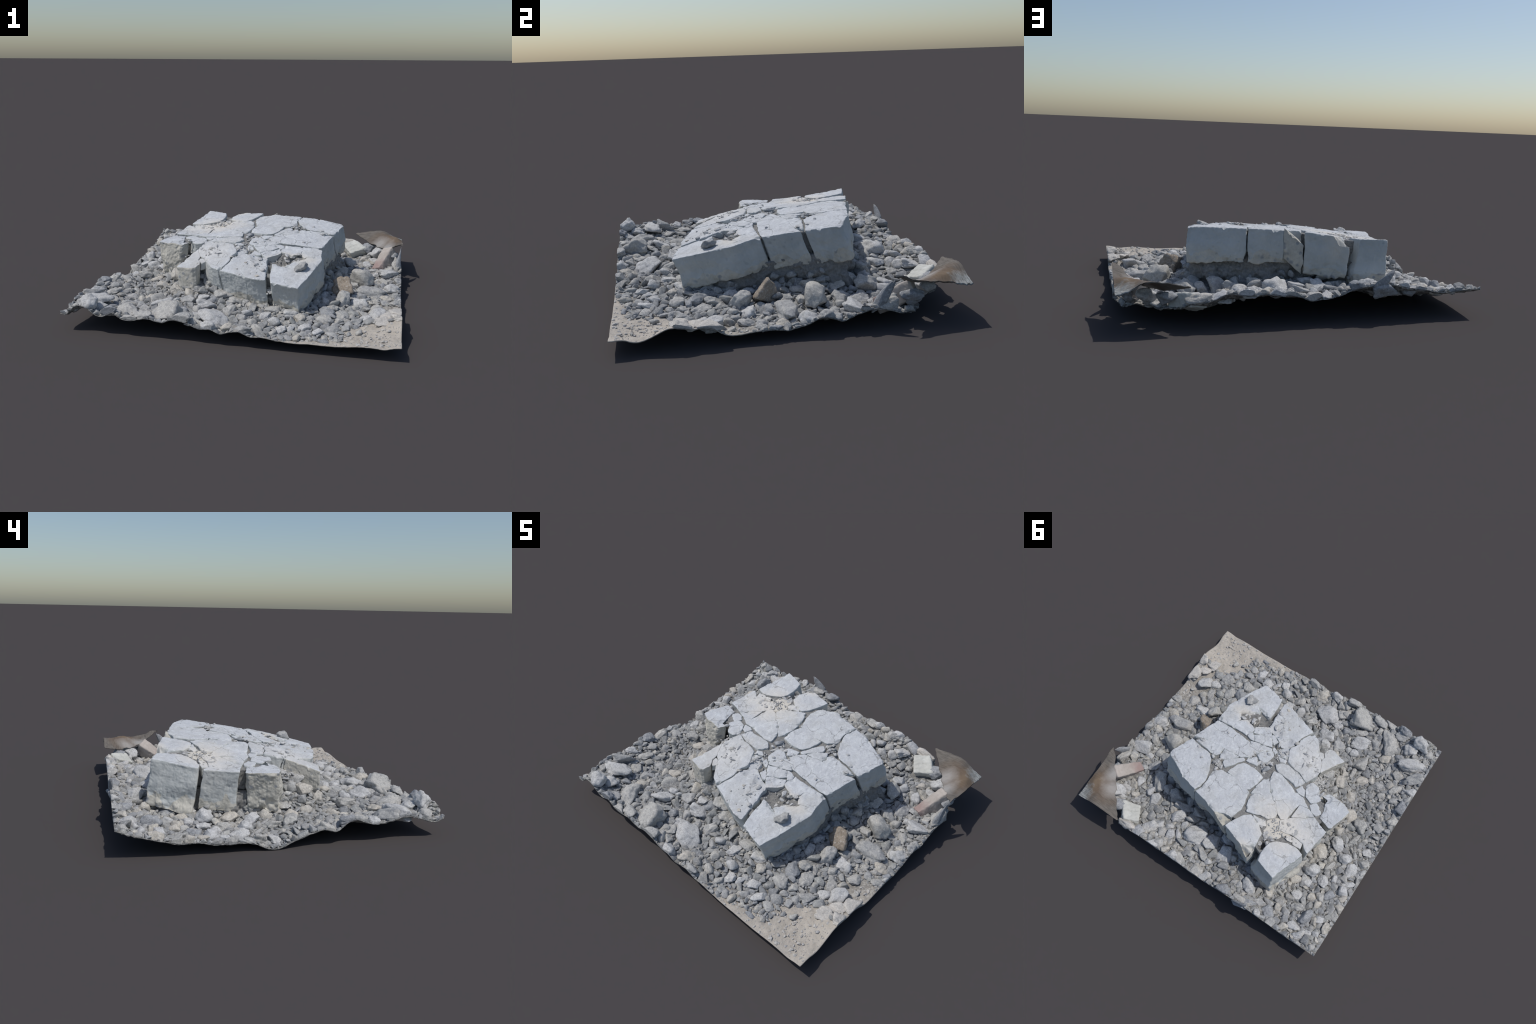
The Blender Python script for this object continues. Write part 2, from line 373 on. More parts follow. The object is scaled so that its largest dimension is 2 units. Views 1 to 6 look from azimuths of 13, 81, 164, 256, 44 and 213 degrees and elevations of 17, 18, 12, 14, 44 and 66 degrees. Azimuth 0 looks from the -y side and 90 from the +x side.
def put_stone(x, y, z, rx, ry, rz, yaw, tone, parent, tilt=.25, rng=RNG, clip=True, name='stone'):
    """one stone: shares a rock mesh, unless it meets the cut rim of the patch and is trimmed there"""
    big = max(rx, ry) > .045
    i = int(rng.integers(14)); ax, ay = rng.uniform(-tilt, tilt, 2)
    if rng.random() < .5: yaw += math.pi
    R = rot_matrix(yaw, ax, ay)
    reach = max(rx, ry)*1.05
    u, w = to_uv(x, y)
    if clip and (abs(u)+reach > UB or abs(w)+reach > VB):
        p = (BIG if big else MID)[i]*np.array([rx, ry, rz]); p = p@np.array(R).T+np.array([x, y, z])
        p = trim(p)
        p[:, 2] = np.maximum(p[:, 2], GROUND(p[:, 0], p[:, 1])-.006)
        return mesh_object(name, p, (ICO4 if big else ICO3)[1], [M_STONE[tone]], parent)
    o = bpy.data.objects.new(name, shared_mesh(BIG_MESH if big else MID_MESH, 'b' if big else 'm', i, tone))
    o.matrix_local = Matrix.Translation((x, y, z)) @ R.to_4x4() @ Matrix.Diagonal((rx, ry, rz, 1))
    COLL.objects.link(o); o.parent = parent
    return o

# ------------------------------------------------------------------ the larger stones, read off one by one:
# x, y, half length, half width, heading, height above ground, tone

SOUTHWEST = """
-0.085 -0.702 0.103 0.073 166 0.07 w
-0.353 -0.798 0.09 0.085 -179 0.1 g
-0.183 -0.536 0.054 0.056 -145 0.06 w
-0.434 -0.62 0.071 0.046 -153 0.05 w
-0.61 -0.757 0.102 0.065 112 0.06 g
-0.82 -0.857 0.069 0.055 170 0.08 w
-0.902 -0.584 0.076 0.039 -124 0.065 g
-0.84 -0.685 0.104 0.057 -153 0.06 w
-0.028 -0.575 0.046 0.033 -107 0.05 g
-0.252 -0.713 0.041 0.026 -136 0.03 g
-0.195 -0.767 0.044 0.037 -144 0.035 g
-0.181 -0.835 0.037 0.038 -167 0.035 g
-0.225 -0.881 0.055 0.033 -167 0.04 g
-0.776 -0.082 0.053 0.039 152 0.055 g
-0.715 0.123 0.054 0.04 153 0.055 w
-0.787 0.033 0.055 0.028 -107 0.04 g
-0.666 0.036 0.037 0.032 -145 0.05 t
-0.639 -0.536 0.032 0.021 -145 0.02 g
-0.836 -0.457 0.055 0.032 -116 0.03 g
-0.663 -0.891 0.053 0.036 175 0.05 d
-0.503 -0.798 0.033 0.029 -134 0.035 g
-0.529 -0.689 0.036 0.041 -145 0.035 g
-0.657 -0.842 0.053 0.034 -179 0.04 g
-0.765 -0.785 0.048 0.043 -156 0.06 w
-0.463 -0.858 0.059 0.034 170 0.04 g
-0.539 -0.889 0.051 0.029 168 0.03 g
-0.429 -0.533 0.034 0.028 -145 0.03 w
-0.772 -0.368 0.031 0.026 -145 0.028 g
-0.818 -0.299 0.031 0.026 -145 0.028 g
-0.87 -0.371 0.037 0.026 -124 0.03 g
-0.444 -0.361 0.028 0.053 -134 0.06 t
-0.48 -0.249 0.034 0.052 -145 0.07 t
-0.479 -0.172 0.042 0.025 -113 0.05 g
-0.933 -0.49 0.049 0.033 -145 0.04 w
-0.413 -0.792 0.044 0.032 -145 0.04 g
-0.115 -0.605 0.037 0.034 -178 0.03 g
-0.218 -0.605 0.029 0.04 -145 0.035 g
-0.286 -0.658 0.03 0.032 -145 0.035 d
-0.387 -0.698 0.051 0.026 -145 0.035 g
-0.505 -0.394 0.022 0.045 -167 0.03 g
"""
SANDY = """
0.759 -0.662 0.023 0.022 -144 0.025 g
0.532 -0.699 0.051 0.028 -127 0.035 w
0.426 -0.818 0.04 0.022 -72 0.035 t
0.271 -0.667 0.037 0.041 -144 0.055 w
0.09 -0.586 0.035 0.035 -144 0.045 w
0.697 -0.573 0.029 0.028 -144 0.03 g
0.61 -0.709 0.039 0.03 -173 0.022 g
0.041 -0.81 0.052 0.047 -156 0.045 t
-0.069 -0.864 0.046 0.037 176 0.045 w
0.128 -0.86 0.056 0.03 173 0.04 g
0.14 -0.688 0.034 0.034 -167 0.03 g
0.884 -0.548 0.048 0.048 -110 0.03 s
0.626 -0.217 0.055 0.041 -127 0.08 g
-0.216 -0.78 0.038 0.035 -167 0.04 g
-0.142 -0.815 0.03 0.038 -144 0.035 g
0.381 -0.662 0.025 0.017 -178 0.022 g
0.372 -0.701 0.037 0.019 -116 0.025 w
0.456 -0.743 0.031 0.022 -133 0.025 g
0.287 -0.79 0.036 0.021 -111 0.025 g
0.627 -0.517 0.03 0.024 -133 0.025 g
0.618 -0.58 0.029 0.019 -144 0.022 g
0.702 -0.415 0.022 0.021 -144 0.025 g
0.577 -0.82 0.03 0.014 -179 0.015 d
0.07 -0.642 0.023 0.034 -112 0.035 g
0.379 -0.818 0.023 0.031 -144 0.022 g
0.851 -0.389 0.061 0.05 -139 0.05 w
0.942 -0.365 0.023 0.021 -144 0.02 g
0.906 -0.292 0.018 0.017 -144 0.02 g
"""
EAST = """
0.919 0.085 0.055 0.048 -133 0.055 w
0.785 -0.002 0.098 0.057 -172 0.06 g
0.73 -0.084 0.034 0.028 -167 0.035 g
0.715 0.169 0.072 0.053 155 0.12 g
0.603 -0.096 0.056 0.072 -145 0.12 b
0.936 0.472 0.058 0.035 -83 0.07 g
0.894 0.346 0.08 0.048 -153 0.045 w
0.958 0.17 0.033 0.032 -145 0.035 g
0.855 0.228 0.027 0.05 -145 0.04 g
0.753 0.291 0.036 0.031 -145 0.035 g
0.978 -0.531 0.036 0.051 -144 0.03 s
0.957 -0.395 0.063 0.045 -88 0.03 s
0.911 -0.465 0.046 0.039 -121 0.028 s
0.949 -0.14 0.043 0.029 -144 0.028 g
0.877 -0.137 0.027 0.029 -144 0.025 g
0.703 -0.262 0.031 0.027 -133 0.03 g
0.96 -0.076 0.025 0.025 -144 0.02 d
0.86 0.179 0.027 0.027 -166 0.025 d
0.805 0.354 0.031 0.023 -166 0.03 w
0.941 0.229 0.031 0.026 -176 0.03 g
0.549 0.607 0.052 0.041 -139 0.045 w
0.614 0.571 0.033 0.037 -145 0.045 w
0.59 0.484 0.045 0.077 -155 0.09 g
0.531 0.423 0.04 0.042 -145 0.08 g
0.496 0.49 0.044 0.036 -166 0.07 g
0.407 0.499 0.064 0.051 -166 0.08 g
0.324 0.538 0.067 0.036 -155 0.06 g
0.312 0.614 0.055 0.037 -136 0.045 w
0.125 0.66 0.084 0.077 -134 0.075 w
0.427 0.797 0.056 0.044 -101 0.045 w
0.383 0.738 0.036 0.034 -123 0.04 w
0.27 0.762 0.032 0.036 -145 0.04 w
0.321 0.709 0.035 0.03 -175 0.035 w
0.53 0.74 0.028 0.03 -145 0.035 g
-0.002 0.741 0.053 0.027 161 0.045 g
-0.058 0.761 0.028 0.023 -155 0.035 w
0.1 0.86 0.055 0.033 171 0.035 g
0.746 0.6 0.028 0.043 -145 0.04 t
0.724 0.558 0.035 0.041 -166 0.04 w
0.749 0.741 0.044 0.03 -165 0.05 w
0.236 0.644 0.03 0.021 -134 0.03 w
0.073 0.789 0.033 0.023 -155 0.03 g
0.148 0.803 0.024 0.021 -124 0.03 t
0.406 0.873 0.026 0.016 -145 0.025 g
0.685 0.661 0.032 0.025 -145 0.035 t
0.22 0.565 0.051 0.038 -165 0.06 g
0.198 0.505 0.049 0.041 -175 0.06 g
0.309 0.475 0.041 0.036 -145 0.06 g
0.228 0.864 0.033 0.024 -155 0.035 t
0.393 0.768 0.02 0.041 -155 0.035 w
0.228 0.725 0.023 0.041 -145 0.035 w
0.426 0.683 0.037 0.02 -134 0.03 g
"""
NORTHWEST = """
-0.666 0.381 0.053 0.05 -125 0.08 w
-0.636 0.238 0.048 0.06 -145 0.06 t
-0.81 0.18 0.047 0.044 -145 0.055 w
-0.815 0.681 0.059 0.037 -94 0.065 d
-0.875 0.677 0.022 0.031 -145 0.04 t
-0.731 0.659 0.044 0.029 -145 0.045 g
-0.769 0.539 0.034 0.028 -145 0.035 t
-0.818 0.507 0.026 0.036 -135 0.035 g
-0.771 0.406 0.036 0.044 -155 0.04 w
-0.749 0.285 0.047 0.024 -105 0.035 g
-0.852 0.116 0.019 0.033 -145 0.03 g
-0.386 0.735 0.038 0.072 -140 0.065 w
-0.517 0.694 0.032 0.043 -145 0.05 t
-0.921 0.385 0.033 0.039 -145 0.05 w
-0.93 0.322 0.044 0.021 -140 0.03 w
-0.827 0.339 0.026 0.033 -145 0.035 w
-0.884 0.306 0.036 0.03 -176 0.035 g
-0.685 0.732 0.031 0.035 -145 0.04 g
-0.842 0.812 0.045 0.03 -145 0.04 w
-0.932 0.741 0.028 0.025 165 0.035 w
-0.968 0.5 0.039 0.026 172 0.035 t
-0.962 0.663 0.026 0.047 -160 0.035 t
-0.722 0.825 0.039 0.023 -145 0.035 t
-0.538 0.859 0.025 0.034 -145 0.035 w
-0.242 0.73 0.026 0.022 -145 0.035 g
-0.389 0.845 0.046 0.021 -175 0.03 g
-0.829 0.565 0.034 0.022 -115 0.035 t
-0.625 0.735 0.022 0.029 -145 0.035 t
-0.947 0.429 0.031 0.026 -145 0.03 t
-0.951 0.828 0.031 0.02 -116 0.03 g
-0.879 0.765 0.028 0.025 -145 0.035 w
-0.892 0.644 0.038 0.026 -145 0.035 w
-0.292 0.769 0.033 0.018 -145 0.03 g
-0.202 0.8 0.032 0.02 -124 0.03 g
-0.719 0.197 0.024 0.022 -145 0.03 t
-0.594 0.549 0.017 0.017 -145 0.025 t
-0.827 0.229 0.031 0.019 -125 0.028 g
"""

# ------------------------------------------------------------------ rubble patch
PATCH = thing('rubble_patch', 'square patch of pale grey limestone rubble with sandy corner', 'rubble ground')

def under_board(x, y):
    """the scan of the ground stops under the raised board in the far right corner"""
    return x+y-1.53+.03*np.sin(x*40)

def ground_sheet():
    nx, ny = 300, 272
    U, V = np.meshgrid(np.linspace(-UB, UB, nx), np.linspace(-VB, VB, ny))
    u, v = U.ravel(), V.ravel(); x, y = to_xy(u, v)
    z = GROUND(x, y); p = np.c_[x, y, np.zeros_like(x)]; s = sand_amount(x, y)
    rim = np.minimum(UB-np.abs(u), VB-np.abs(v))
    amp = np.clip(rim/.03, .35, 1)
    z += amp*((1-s)*(.006*fbm(p, 28, 3, 3))+.004*fbm(p, 40, 3, 9)*(.3+.7*(1-s))+.002*fbm(p, 130, 2, 4)+s*(.0025*fbm(p, 22, 4, 13)+.0022*np.clip(fbm(p, 60, 2, 17), 0, 1)))
    z = np.maximum(z, .0055); up = np.c_[x, y, z]; lo = up-np.array([0, 0, .005])
    i = np.arange(nx*ny).reshape(ny, nx); q = np.stack([i[:-1, :-1], i[:-1, 1:], i[1:, 1:], i[1:, :-1]], -1).reshape(-1, 4)
    q = q[(under_board(x, y) < 0)[q].all(1)]
    n = nx*ny
    e = np.vstack([q[:, [k, (k+1) % 4]] for k in range(4)]); key = np.sort(e, axis=1)
    _, first, count = np.unique(key[:, 0]*n+key[:, 1], return_index=True, return_counts=True)
    b = e[first[count == 1]]
    side = np.c_[b[:, 1], b[:, 0], b[:, 0]+n, b[:, 1]+n]
    allf = np.vstack([q, q[:, ::-1]+n, side]); used, inv = np.unique(allf, return_inverse=True)
    return mesh_object('ground_sheet', np.vstack([up, lo])[used], inv.reshape(-1, 4), [M_GROUND], PATCH)
ground_sheet()

PLACED = []
for zone in (SOUTHWEST, SANDY, EAST, NORTHWEST):
    for line in zone.strip().split('\n'):
        *v, tone = line.split(); x, y, rx, ry, yaw, h = map(float, v)
        g = float(GROUND(np.array([x]), np.array([y]))[0])
        put_stone(x, y, g+.32*h, rx*1.06, ry*1.06, .68*h*1.05, math.radians(yaw), tone, PATCH, .12)
        PLACED.append((x, y, .8*math.sqrt(rx*ry)))

# the shard standing on the back rim, the rock it leans on, and the stone hanging over the rim
def shard(base, tip, r0, r1, tone, seed):
    base, tip = Vector(base), Vector(tip); d = tip-base
    rng = np.random.default_rng(seed)
    v, f = ICO3; p = rock_shape(v, rng, 12, 12, .06); p = unit_box(p)
    t = (p[:, 2]+1)/2; rad = r0+(r1-r0)*t**.8
    R = np.array(d.to_track_quat('Z', 'X').to_matrix())
    q = np.c_[p[:, 0]*rad*1.3, p[:, 1]*rad*.7, t*d.length]@R.T+np.array(base)
    q = trim(q, .008)
    return mesh_object('stone', q, f, [M_STONE[tone]], PATCH)
shard((-.372, .885, .165), (-.468, .872, .284), .042, .012, 'd', 4)
put_stone(-.43, .845, .165, .085, .045, .045, .2, 'd', PATCH, .1, clip=False)
put_stone(.56, .872, .155, .075, .036, .03, .05, 's', PATCH, .1, clip=False)
put_stone(.30, .865, .175, .05, .04, .03, .5, 'g', PATCH, .1, clip=False)

# slab footprint, so that filler stones stay out from under it
FOOT = [(.37, -.48), (.44, -.10), (.48, .33), (.30, .42), (.10, .48), (-.10, .51), (-.30, .60), (-.48, .63), (-.54, .40), (-.57, .20),
        (-.60, -.02), (-.40, -.03), (-.37, -.20), (-.38, -.33), (-.12, -.38), (.10, -.46)]
def inside(poly, x, y):
    c = np.zeros(np.shape(x), bool); n = len(poly)
    for i in range(n):
        (x0, y0), (x1, y1) = poly[i], poly[(i+1) % n]
        if y0 == y1: continue
        c ^= ((y0 > y) != (y1 > y)) & (x < (x1-x0)*(y-y0)/(y1-y0)+x0)
    return c

def fill_stones():
    """pack ever smaller stones into the free ground; the larger ones become objects, the rest gravel"""
    rng = np.random.default_rng(77)
    taken = np.array(PLACED+[(.62, .78, .10), (.82, .55, .07)])
    found = []
    for r, tries, pack in ((.050, 320, .95), (.038, 1100, .92), (.027, 2500, .88), (.0205, 5000, .82), (.016, 9000, .76), (.012, 16000, .72), (.0085, 26000, .70)):
        xs, ys = to_xy(rng.uniform(-UB+.006, UB-.006, tries), rng.uniform(-VB+.006, VB-.006, tries))
        s = sand_amount(xs, ys)
        fine = np.exp(-(((xs+.66)/.22)**2+((ys+.28)/.22)**2))           # fine chippings left of the slab
        keep = rng.random(tries) > np.clip(s*(1.5 if r < .03 else 1.6), 0, .985)
        keep &= ~((r > .02) & (rng.random(tries) < fine))
        keep &= (s < .8) | ((r < .013) & (rng.random(tries) < .012))
        keep &= ~inside(FOOT, xs, ys) & (under_board(xs, ys) < -.035)
        if r > .04: keep &= (np.hypot(xs, ys-.1) < .80) & (rng.random(tries) < .6)
        rr = r*rng.uniform(.82, 1.2, tries)
        for x, y, q, k in zip(xs, ys, rr, keep):
            if not k: continue
            d = (taken[:, 0]-x)**2+(taken[:, 1]-y)**2
            if (d < ((taken[:, 2]+q)*pack)**2).any(): continue
            taken = np.vstack([taken, (x, y, q)]); found.append((x, y, q))
    found.sort(key=lambda t: -t[2])
    tones = ['g']*9+['w']*6+['t']*4+['d']*2
    n_obj = 85
    for x, y, q in found[:n_obj]:
        g = float(GROUND(np.array([x]), np.array([y]))[0]); e = rng.uniform(.72, 1.0); h = q*rng.uniform(.7, 1.15)
        put_stone(x, y, g+.14*h, q*1.15/e**.5, q*1.15*e**.5, .75*h, rng.uniform(0, 6.28), tones[int(rng.integers(len(tones)))], PATCH, .35, rng)
    V, F, base = [], [], 0
    rest = np.array(found[n_obj:]); gz = GROUND(rest[:, 0], rest[:, 1])
    for (x, y, q), g in zip(rest, gz):
        e = rng.uniform(.6, 1.0); h = q*rng.uniform(.5, 1.05)
        R = np.array(rot_matrix(rng.uniform(0, 6.28), *rng.uniform(-.6, .6, 2)))
        p, f = SMALL[int(rng.integers(24))]; p = p*np.array([q*1.2/e**.5, q*1.2*e**.5, h])
        V.append(p@R.T+np.array([x, y, g+h*.2])); F.append(f+base); base += len(p)
    V = np.vstack(V); F = np.vstack(F)
    V = trim(V)
    V[:, 2] = np.maximum(V[:, 2], GROUND(V[:, 0], V[:, 1])-.006)
    o = mesh_object('gravel', V, F, [M_GRAVEL], PATCH); o['kind'] = 'stuff'
    print('stones', len(found), 'gravel', len(rest))
fill_stones()

# ------------------------------------------------------------------ concrete slab
SLAB = thing('concrete_slab', 'thick tilted grey concrete slab shattered into many fragments', 'concrete slab')
# heights of the arched, sagging top face
TOP = Surface([(.382,-.553,.259),(.173,-.497,.272),(-.135,-.414,.283),(-.286,-.321,.296),(-.307,-.379,.276),(-.435,-.358,.263),(-.312,-.035,.358),
    (-.064,.115,.395),(-.514,.653,.402),(-.582,.401,.351),(-.373,.608,.397),(-.624,.177,.33),(-.675,-.034,.325),(-.069,.547,.428),(.242,.469,.436),
    (.559,.339,.426),(.504,.158,.403),(.445,-.066,.368),(.462,-.112,.366),(.469,-.176,.349),(-.106,.38,.41),(.276,.105,.412),(.098,.098,.397),
    (.177,-.061,.379),(-.279,.047,.364),(-.502,.136,.341),(-.22,.207,.384),(-.102,.093,.396),(.026,-.125,.357)])

def down_vector(x, y, lean=None):
    """broken sides follow the tilt of the slab, which eases off towards the left; lean: own x lean at left and right end, y lean"""
    t = np.clip((x+.5)/.8, 0, 1)
    if lean is not None:
        (x0, l0), (x1, l1), ly = lean
        return np.stack([l0+(l1-l0)*np.clip((x-x0)/(x1-x0), 0, 1), np.full_like(t, ly), -np.ones_like(t)], -1)
    k = np.clip((y-.10)/.22, 0, 1); k = k*k*(3-2*k)                     # the far side hangs plumb but for its right end
    ly = (1-k)*(.12+.19*t)+k*.31*np.clip((x-.02)/.45, 0, 1)
    return np.stack([.01+.06*t, ly, -np.ones_like(t)], -1)

def ring_outline(poly, step=.012, jag=.0026, gap=.002):
    """subdivide the outline, make it ragged (the same for both sides of a crack) and shrink it by half the crack"""
    poly = np.array(poly, float)
    area = .5*np.sum(poly[:, 0]*np.roll(poly[:, 1], -1)-np.roll(poly[:, 0], -1)*poly[:, 1])
    if area < 0: poly = poly[::-1]
    pts = []
    for a, b in zip(poly, np.roll(poly, -1, 0)):
        k = max(1, int(round(np.linalg.norm(b-a)/step)))
        pts += [a+(b-a)*i/k for i in range(k)]
    p = np.array(pts); q = np.c_[p, np.zeros(len(p))]
    p = p+jag*np.c_[fbm(q, 38, 3, 11), fbm(q, 38, 3, 12)]
    t = np.roll(p, -1, 0)-np.roll(p, 1, 0); t /= np.linalg.norm(t, axis=1, keepdims=True)
    return p-gap*np.c_[t[:, 1], -t[:, 0]]

def outline_distance(p, v):
    d = np.full(len(v), 9.)
    for a, b in zip(p, np.roll(p, -1, 0)):
        ab = b-a; t = np.clip(((v-a)@ab)/(ab@ab+1e-12), 0, 1)
        d = np.minimum(d, np.linalg.norm(v-a-t[:, None]*ab, axis=1))
    return d

N_FRAG = 0
def fragment(poly, depth, dz=0., slope=(0, 0), gap=-.0023, dents=(), bites=(), voxel=.0038, name='slab_fragment', under=.012, worn=1., mats=None, lower=0., parent=None, lean=None, rough_side=.35):
    """one piece of the slab: a ragged prism hanging down from the top face.
       dz, slope: how the piece has settled; dents: (x, y, radius, depth) knocked off its upper face"""
    global N_FRAG; N_FRAG += 1
    ring = ring_outline(poly, gap=gap); n = len(ring)
    verts = np.vstack([np.c_[ring, np.full(n, -lower)], np.c_[ring, np.full(n, -depth)]])
    faces = [tuple(range(n)), tuple(range(2*n-1, n-1, -1))]+[(i, i+n, (i+1) % n+n, (i+1) % n) for i in range(n)]
    v, f = remeshed(verts, faces, voxel)
    v = smooth_verts(v, f, 2, .5)
    nrm, _ = vertex_normals(v, f)
    if (nrm[:, 2]*np.sign(v[:, 2]+depth/2+lower/2)).mean() < 0: nrm, f = -nrm, f[:, ::-1]
    w = v[:, 2]; edge = outline_distance(ring, v[:, :2])
    s = 31*N_FRAG
    disp = .0012*fbm(v, 55, 3, 2)+.0007*fbm(v, 170, 2, 3)
    sidew = np.clip(-w/.01-.4, 0, 1)*np.where(nrm[:, 2] > .5, .15, 1)
    disp = disp+sidew*(rough_side*(.0035*fbm(v, 22, 3, 5)+.0015*fbm(v, 70, 2, 6))+.003*fbm(v, 9, 2, 7)+.0009*fbm(v, 90, 2, 6))
    low = np.clip((-w-.62*depth)/(.3*depth), 0, 1)*(depth > .1)
    disp = disp+low*under*(fbm(v, 17, 3, 8)-.25)
    v = v+nrm*disp[:, None]
    # below the arris the jagged outline of the top face is lost, and cracks wander, the same way on both sides
    dp = np.clip(-w/.04-.2, 0, 1)[:, None]; q = np.c_[v[:, :2], np.zeros(len(v))]
    v[:, :2] -= dp*.0026*np.c_[fbm(q, 38, 3, 11), fbm(q, 38, 3, 12)]
    wander = v*np.array([7, 7, 11]); v[:, :2] += np.clip(-w/.09, 0, 1)[:, None]*.011*np.c_[fbm(wander, 1, 2, 61), fbm(wander, 1, 2, 62)]
    # chipped arrises: bites along the upper edge
    bite = np.clip(fbm(np.c_[v[:, :2], np.zeros(len(v))], 30, 3, 15)-.36, 0, 1)
    v[:, 2] -= worn*np.clip(1-edge/(.012+.02*bite), 0, 1)*(bite*.020)*np.clip(1+w/.03, 0, 1)
    topness = np.clip(1+w/.05, 0, 1)
    for dx, dy, dr, dd in dents:
        r = np.hypot(v[:, 0]-dx, v[:, 1]-dy)/dr*(1+.3*fbm(v, 24, 3, 33))
        v[:, 2] -= dd*np.clip(1.3*(1-r**1.5), 0, 1)*topness
    top = TOP(v[:, 0], v[:, 1])+dz; c = np.mean(poly, axis=0)
    top += slope[0]*(v[:, 0]-c[0])+slope[1]*(v[:, 1]-c[1])
    out = np.c_[v[:, :2], top]-down_vector(v[:, 0], v[:, 1], lean)*v[:, 2:3]
    for bx, by, bz, br in bites:                                        # lumps broken off the sides
        d = out-np.array([bx, by, bz]); l = np.linalg.norm(d, axis=1); r = br*(1+.22*fbm(out, 16, 3, 51)+.08*fbm(out, 60, 2, 52))
        k = (l < r)[:, None]; out = np.where(k, np.array([bx, by, bz])+d*(r/np.maximum(l, 1e-6))[:, None], out)
    out[:, 2] = np.maximum(out[:, 2], GROUND(out[:, 0], out[:, 1])-.004)
    fw = w[f].mean(1); fn = vertex_normals(v, f)[1]; fn /= np.maximum(np.linalg.norm(fn, axis=1, keepdims=True), 1e-15)
    rough = (fn[:, 2] < .72) | (fw < -.012)
    part = rough.astype(int)
    fc = v[f].mean(1)                                                   # ragged lower margin with the aggregate showing
    part[(fw < -depth*(.74+.22*fbm(fc*np.array([1, 1, .6]), 13, 3, 41))) & (fw < -.09)] = 2
    return mesh_object(name, out, f, mats or [M_TOP, M_BROKEN, M_AGGREGATE], parent or SLAB, face_mats=part)

D = .185
# south end
fragment([(0.384,-0.551),(0.424,-0.435),(0.402,-0.405),(0.355,-0.383),(0.291,-0.338),(0.224,-0.321),(0.186,-0.316),(0.189,-0.398),(0.201,-0.464),(0.215,-0.519)], .175, gap=-.0023)
fragment([(0.424,-0.435),(0.451,-0.33),(0.478,-0.228),(0.469,-0.176),(0.424,-0.199),(0.376,-0.212),(0.313,-0.191),(0.265,-0.209),(0.231,-0.255),(0.247,-0.311),(0.293,-0.337),(0.355,-0.383),(0.402,-0.405)], .175, gap=-.0023, dents=[(.33,-.215,.05,.035),(.265,-.235,.05,.05),(.245,-.29,.04,.03)])
fragment([(0.175,-0.495),(0.119,-0.494),(0.001,-0.461),(-0.134,-0.414),(-0.114,-0.388),(-0.091,-0.303),(-0.079,-0.223),(-0.053,-0.184),(-0.021,-0.173),(0.022,-0.197),(0.073,-0.223),(0.116,-0.231),(0.138,-0.257),(0.137,-0.294),(0.153,-0.336),(0.16,-0.395)], D, dents=[(-.04,-.19,.075,.022),(.07,-.235,.06,.014)])
fragment([(-0.144,-0.409),(-0.19,-0.385),(-0.232,-0.334),(-0.254,-0.301),(-0.277,-0.27),(-0.305,-0.253),(-0.327,-0.214),(-0.35,-0.157),(-0.297,-0.15),(-0.265,-0.13),(-0.202,-0.07),(-0.135,-0.088),(-0.1,-0.148),(-0.081,-0.191),(-0.104,-0.254),(-0.103,-0.305),(-0.121,-0.367)], D, gap=-.0023, dents=[(-.20,-.2,.03,.005),(-.27,-.2,.03,.006)])
fragment([(-0.256,-0.303),(-0.282,-0.318),(-0.309,-0.291),(-0.305,-0.262),(-0.279,-0.272)], .05, dz=-.008)
fragment([(-0.288,-0.324),(-0.303,-0.374),(-0.323,-0.384),(-0.384,-0.372),(-0.435,-0.358),(-0.396,-0.269),(-0.354,-0.161),(-0.329,-0.216),(-0.308,-0.252),(-0.311,-0.289)], .19, mats=[M_TOP, M_AGGREGATE, M_AGGREGATE], lean=((-.45,.16),(-.28,.02),.06), under=.02)
fragment([(-0.202,-0.07),(-0.265,-0.13),(-0.297,-0.15),(-0.348,-0.151),(-0.35,-0.137),(-0.334,-0.084),(-0.314,-0.037),(-0.286,-0.051),(-0.235,-0.07)], .15)
fragment([(-0.077,-0.018),(-0.097,-0.045),(-0.132,-0.069),(-0.202,-0.061),(-0.23,-0.062),(-0.29,-0.04),(-0.312,-0.032),(-0.302,0.001),(-0.281,0.031),(-0.249,0.021),(-0.169,0.022),(-0.107,0.016)], .09)
fragment([(-0.059,-0.081),(-0.118,-0.098),(-0.13,-0.072),(-0.086,-0.056)], .04, dz=-.006)
fragment([(-0.019,-0.138),(-0.062,-0.209),(-0.09,-0.173),(-0.105,-0.132),(-0.109,-0.107),(-0.053,-0.089),(-0.036,-0.095)], .05, dz=-.014, slope=(-.25,.1))
# crushed middle
fragment([(0.073,-0.005),(0.063,-0.032),(0.002,-0.093),(-0.025,-0.07),(-0.021,0.003),(-0.002,0.022),(0.031,0.021)], .05)
fragment([(0.174,-0.063),(0.14,-0.075),(0.019,-0.108),(0.007,-0.091),(0.065,-0.035),(0.077,-0.006),(0.093,-0.001),(0.126,-0.029)], .06)
fragment([(0.181,-0.121),(0.149,-0.151),(0.104,-0.163),(0.075,-0.185),(0.024,-0.12),(0.083,-0.096),(0.146,-0.082)], .05, dz=.001)
fragment([(0.221,-0.109),(0.202,-0.133),(0.179,-0.118),(0.152,-0.08),(0.182,-0.074),(0.212,-0.087)], .045)
fragment([(0.209,-0.184),(0.171,-0.219),(0.13,-0.246),(0.078,-0.189),(0.106,-0.166),(0.151,-0.154),(0.196,-0.134),(0.21,-0.162)], .05)
fragment([(0.35,-0.079),(0.351,-0.116),(0.33,-0.169),(0.29,-0.197),(0.242,-0.179),(0.214,-0.167),(0.206,-0.138),(0.223,-0.107),(0.22,-0.085),(0.29,-0.088)], .06)
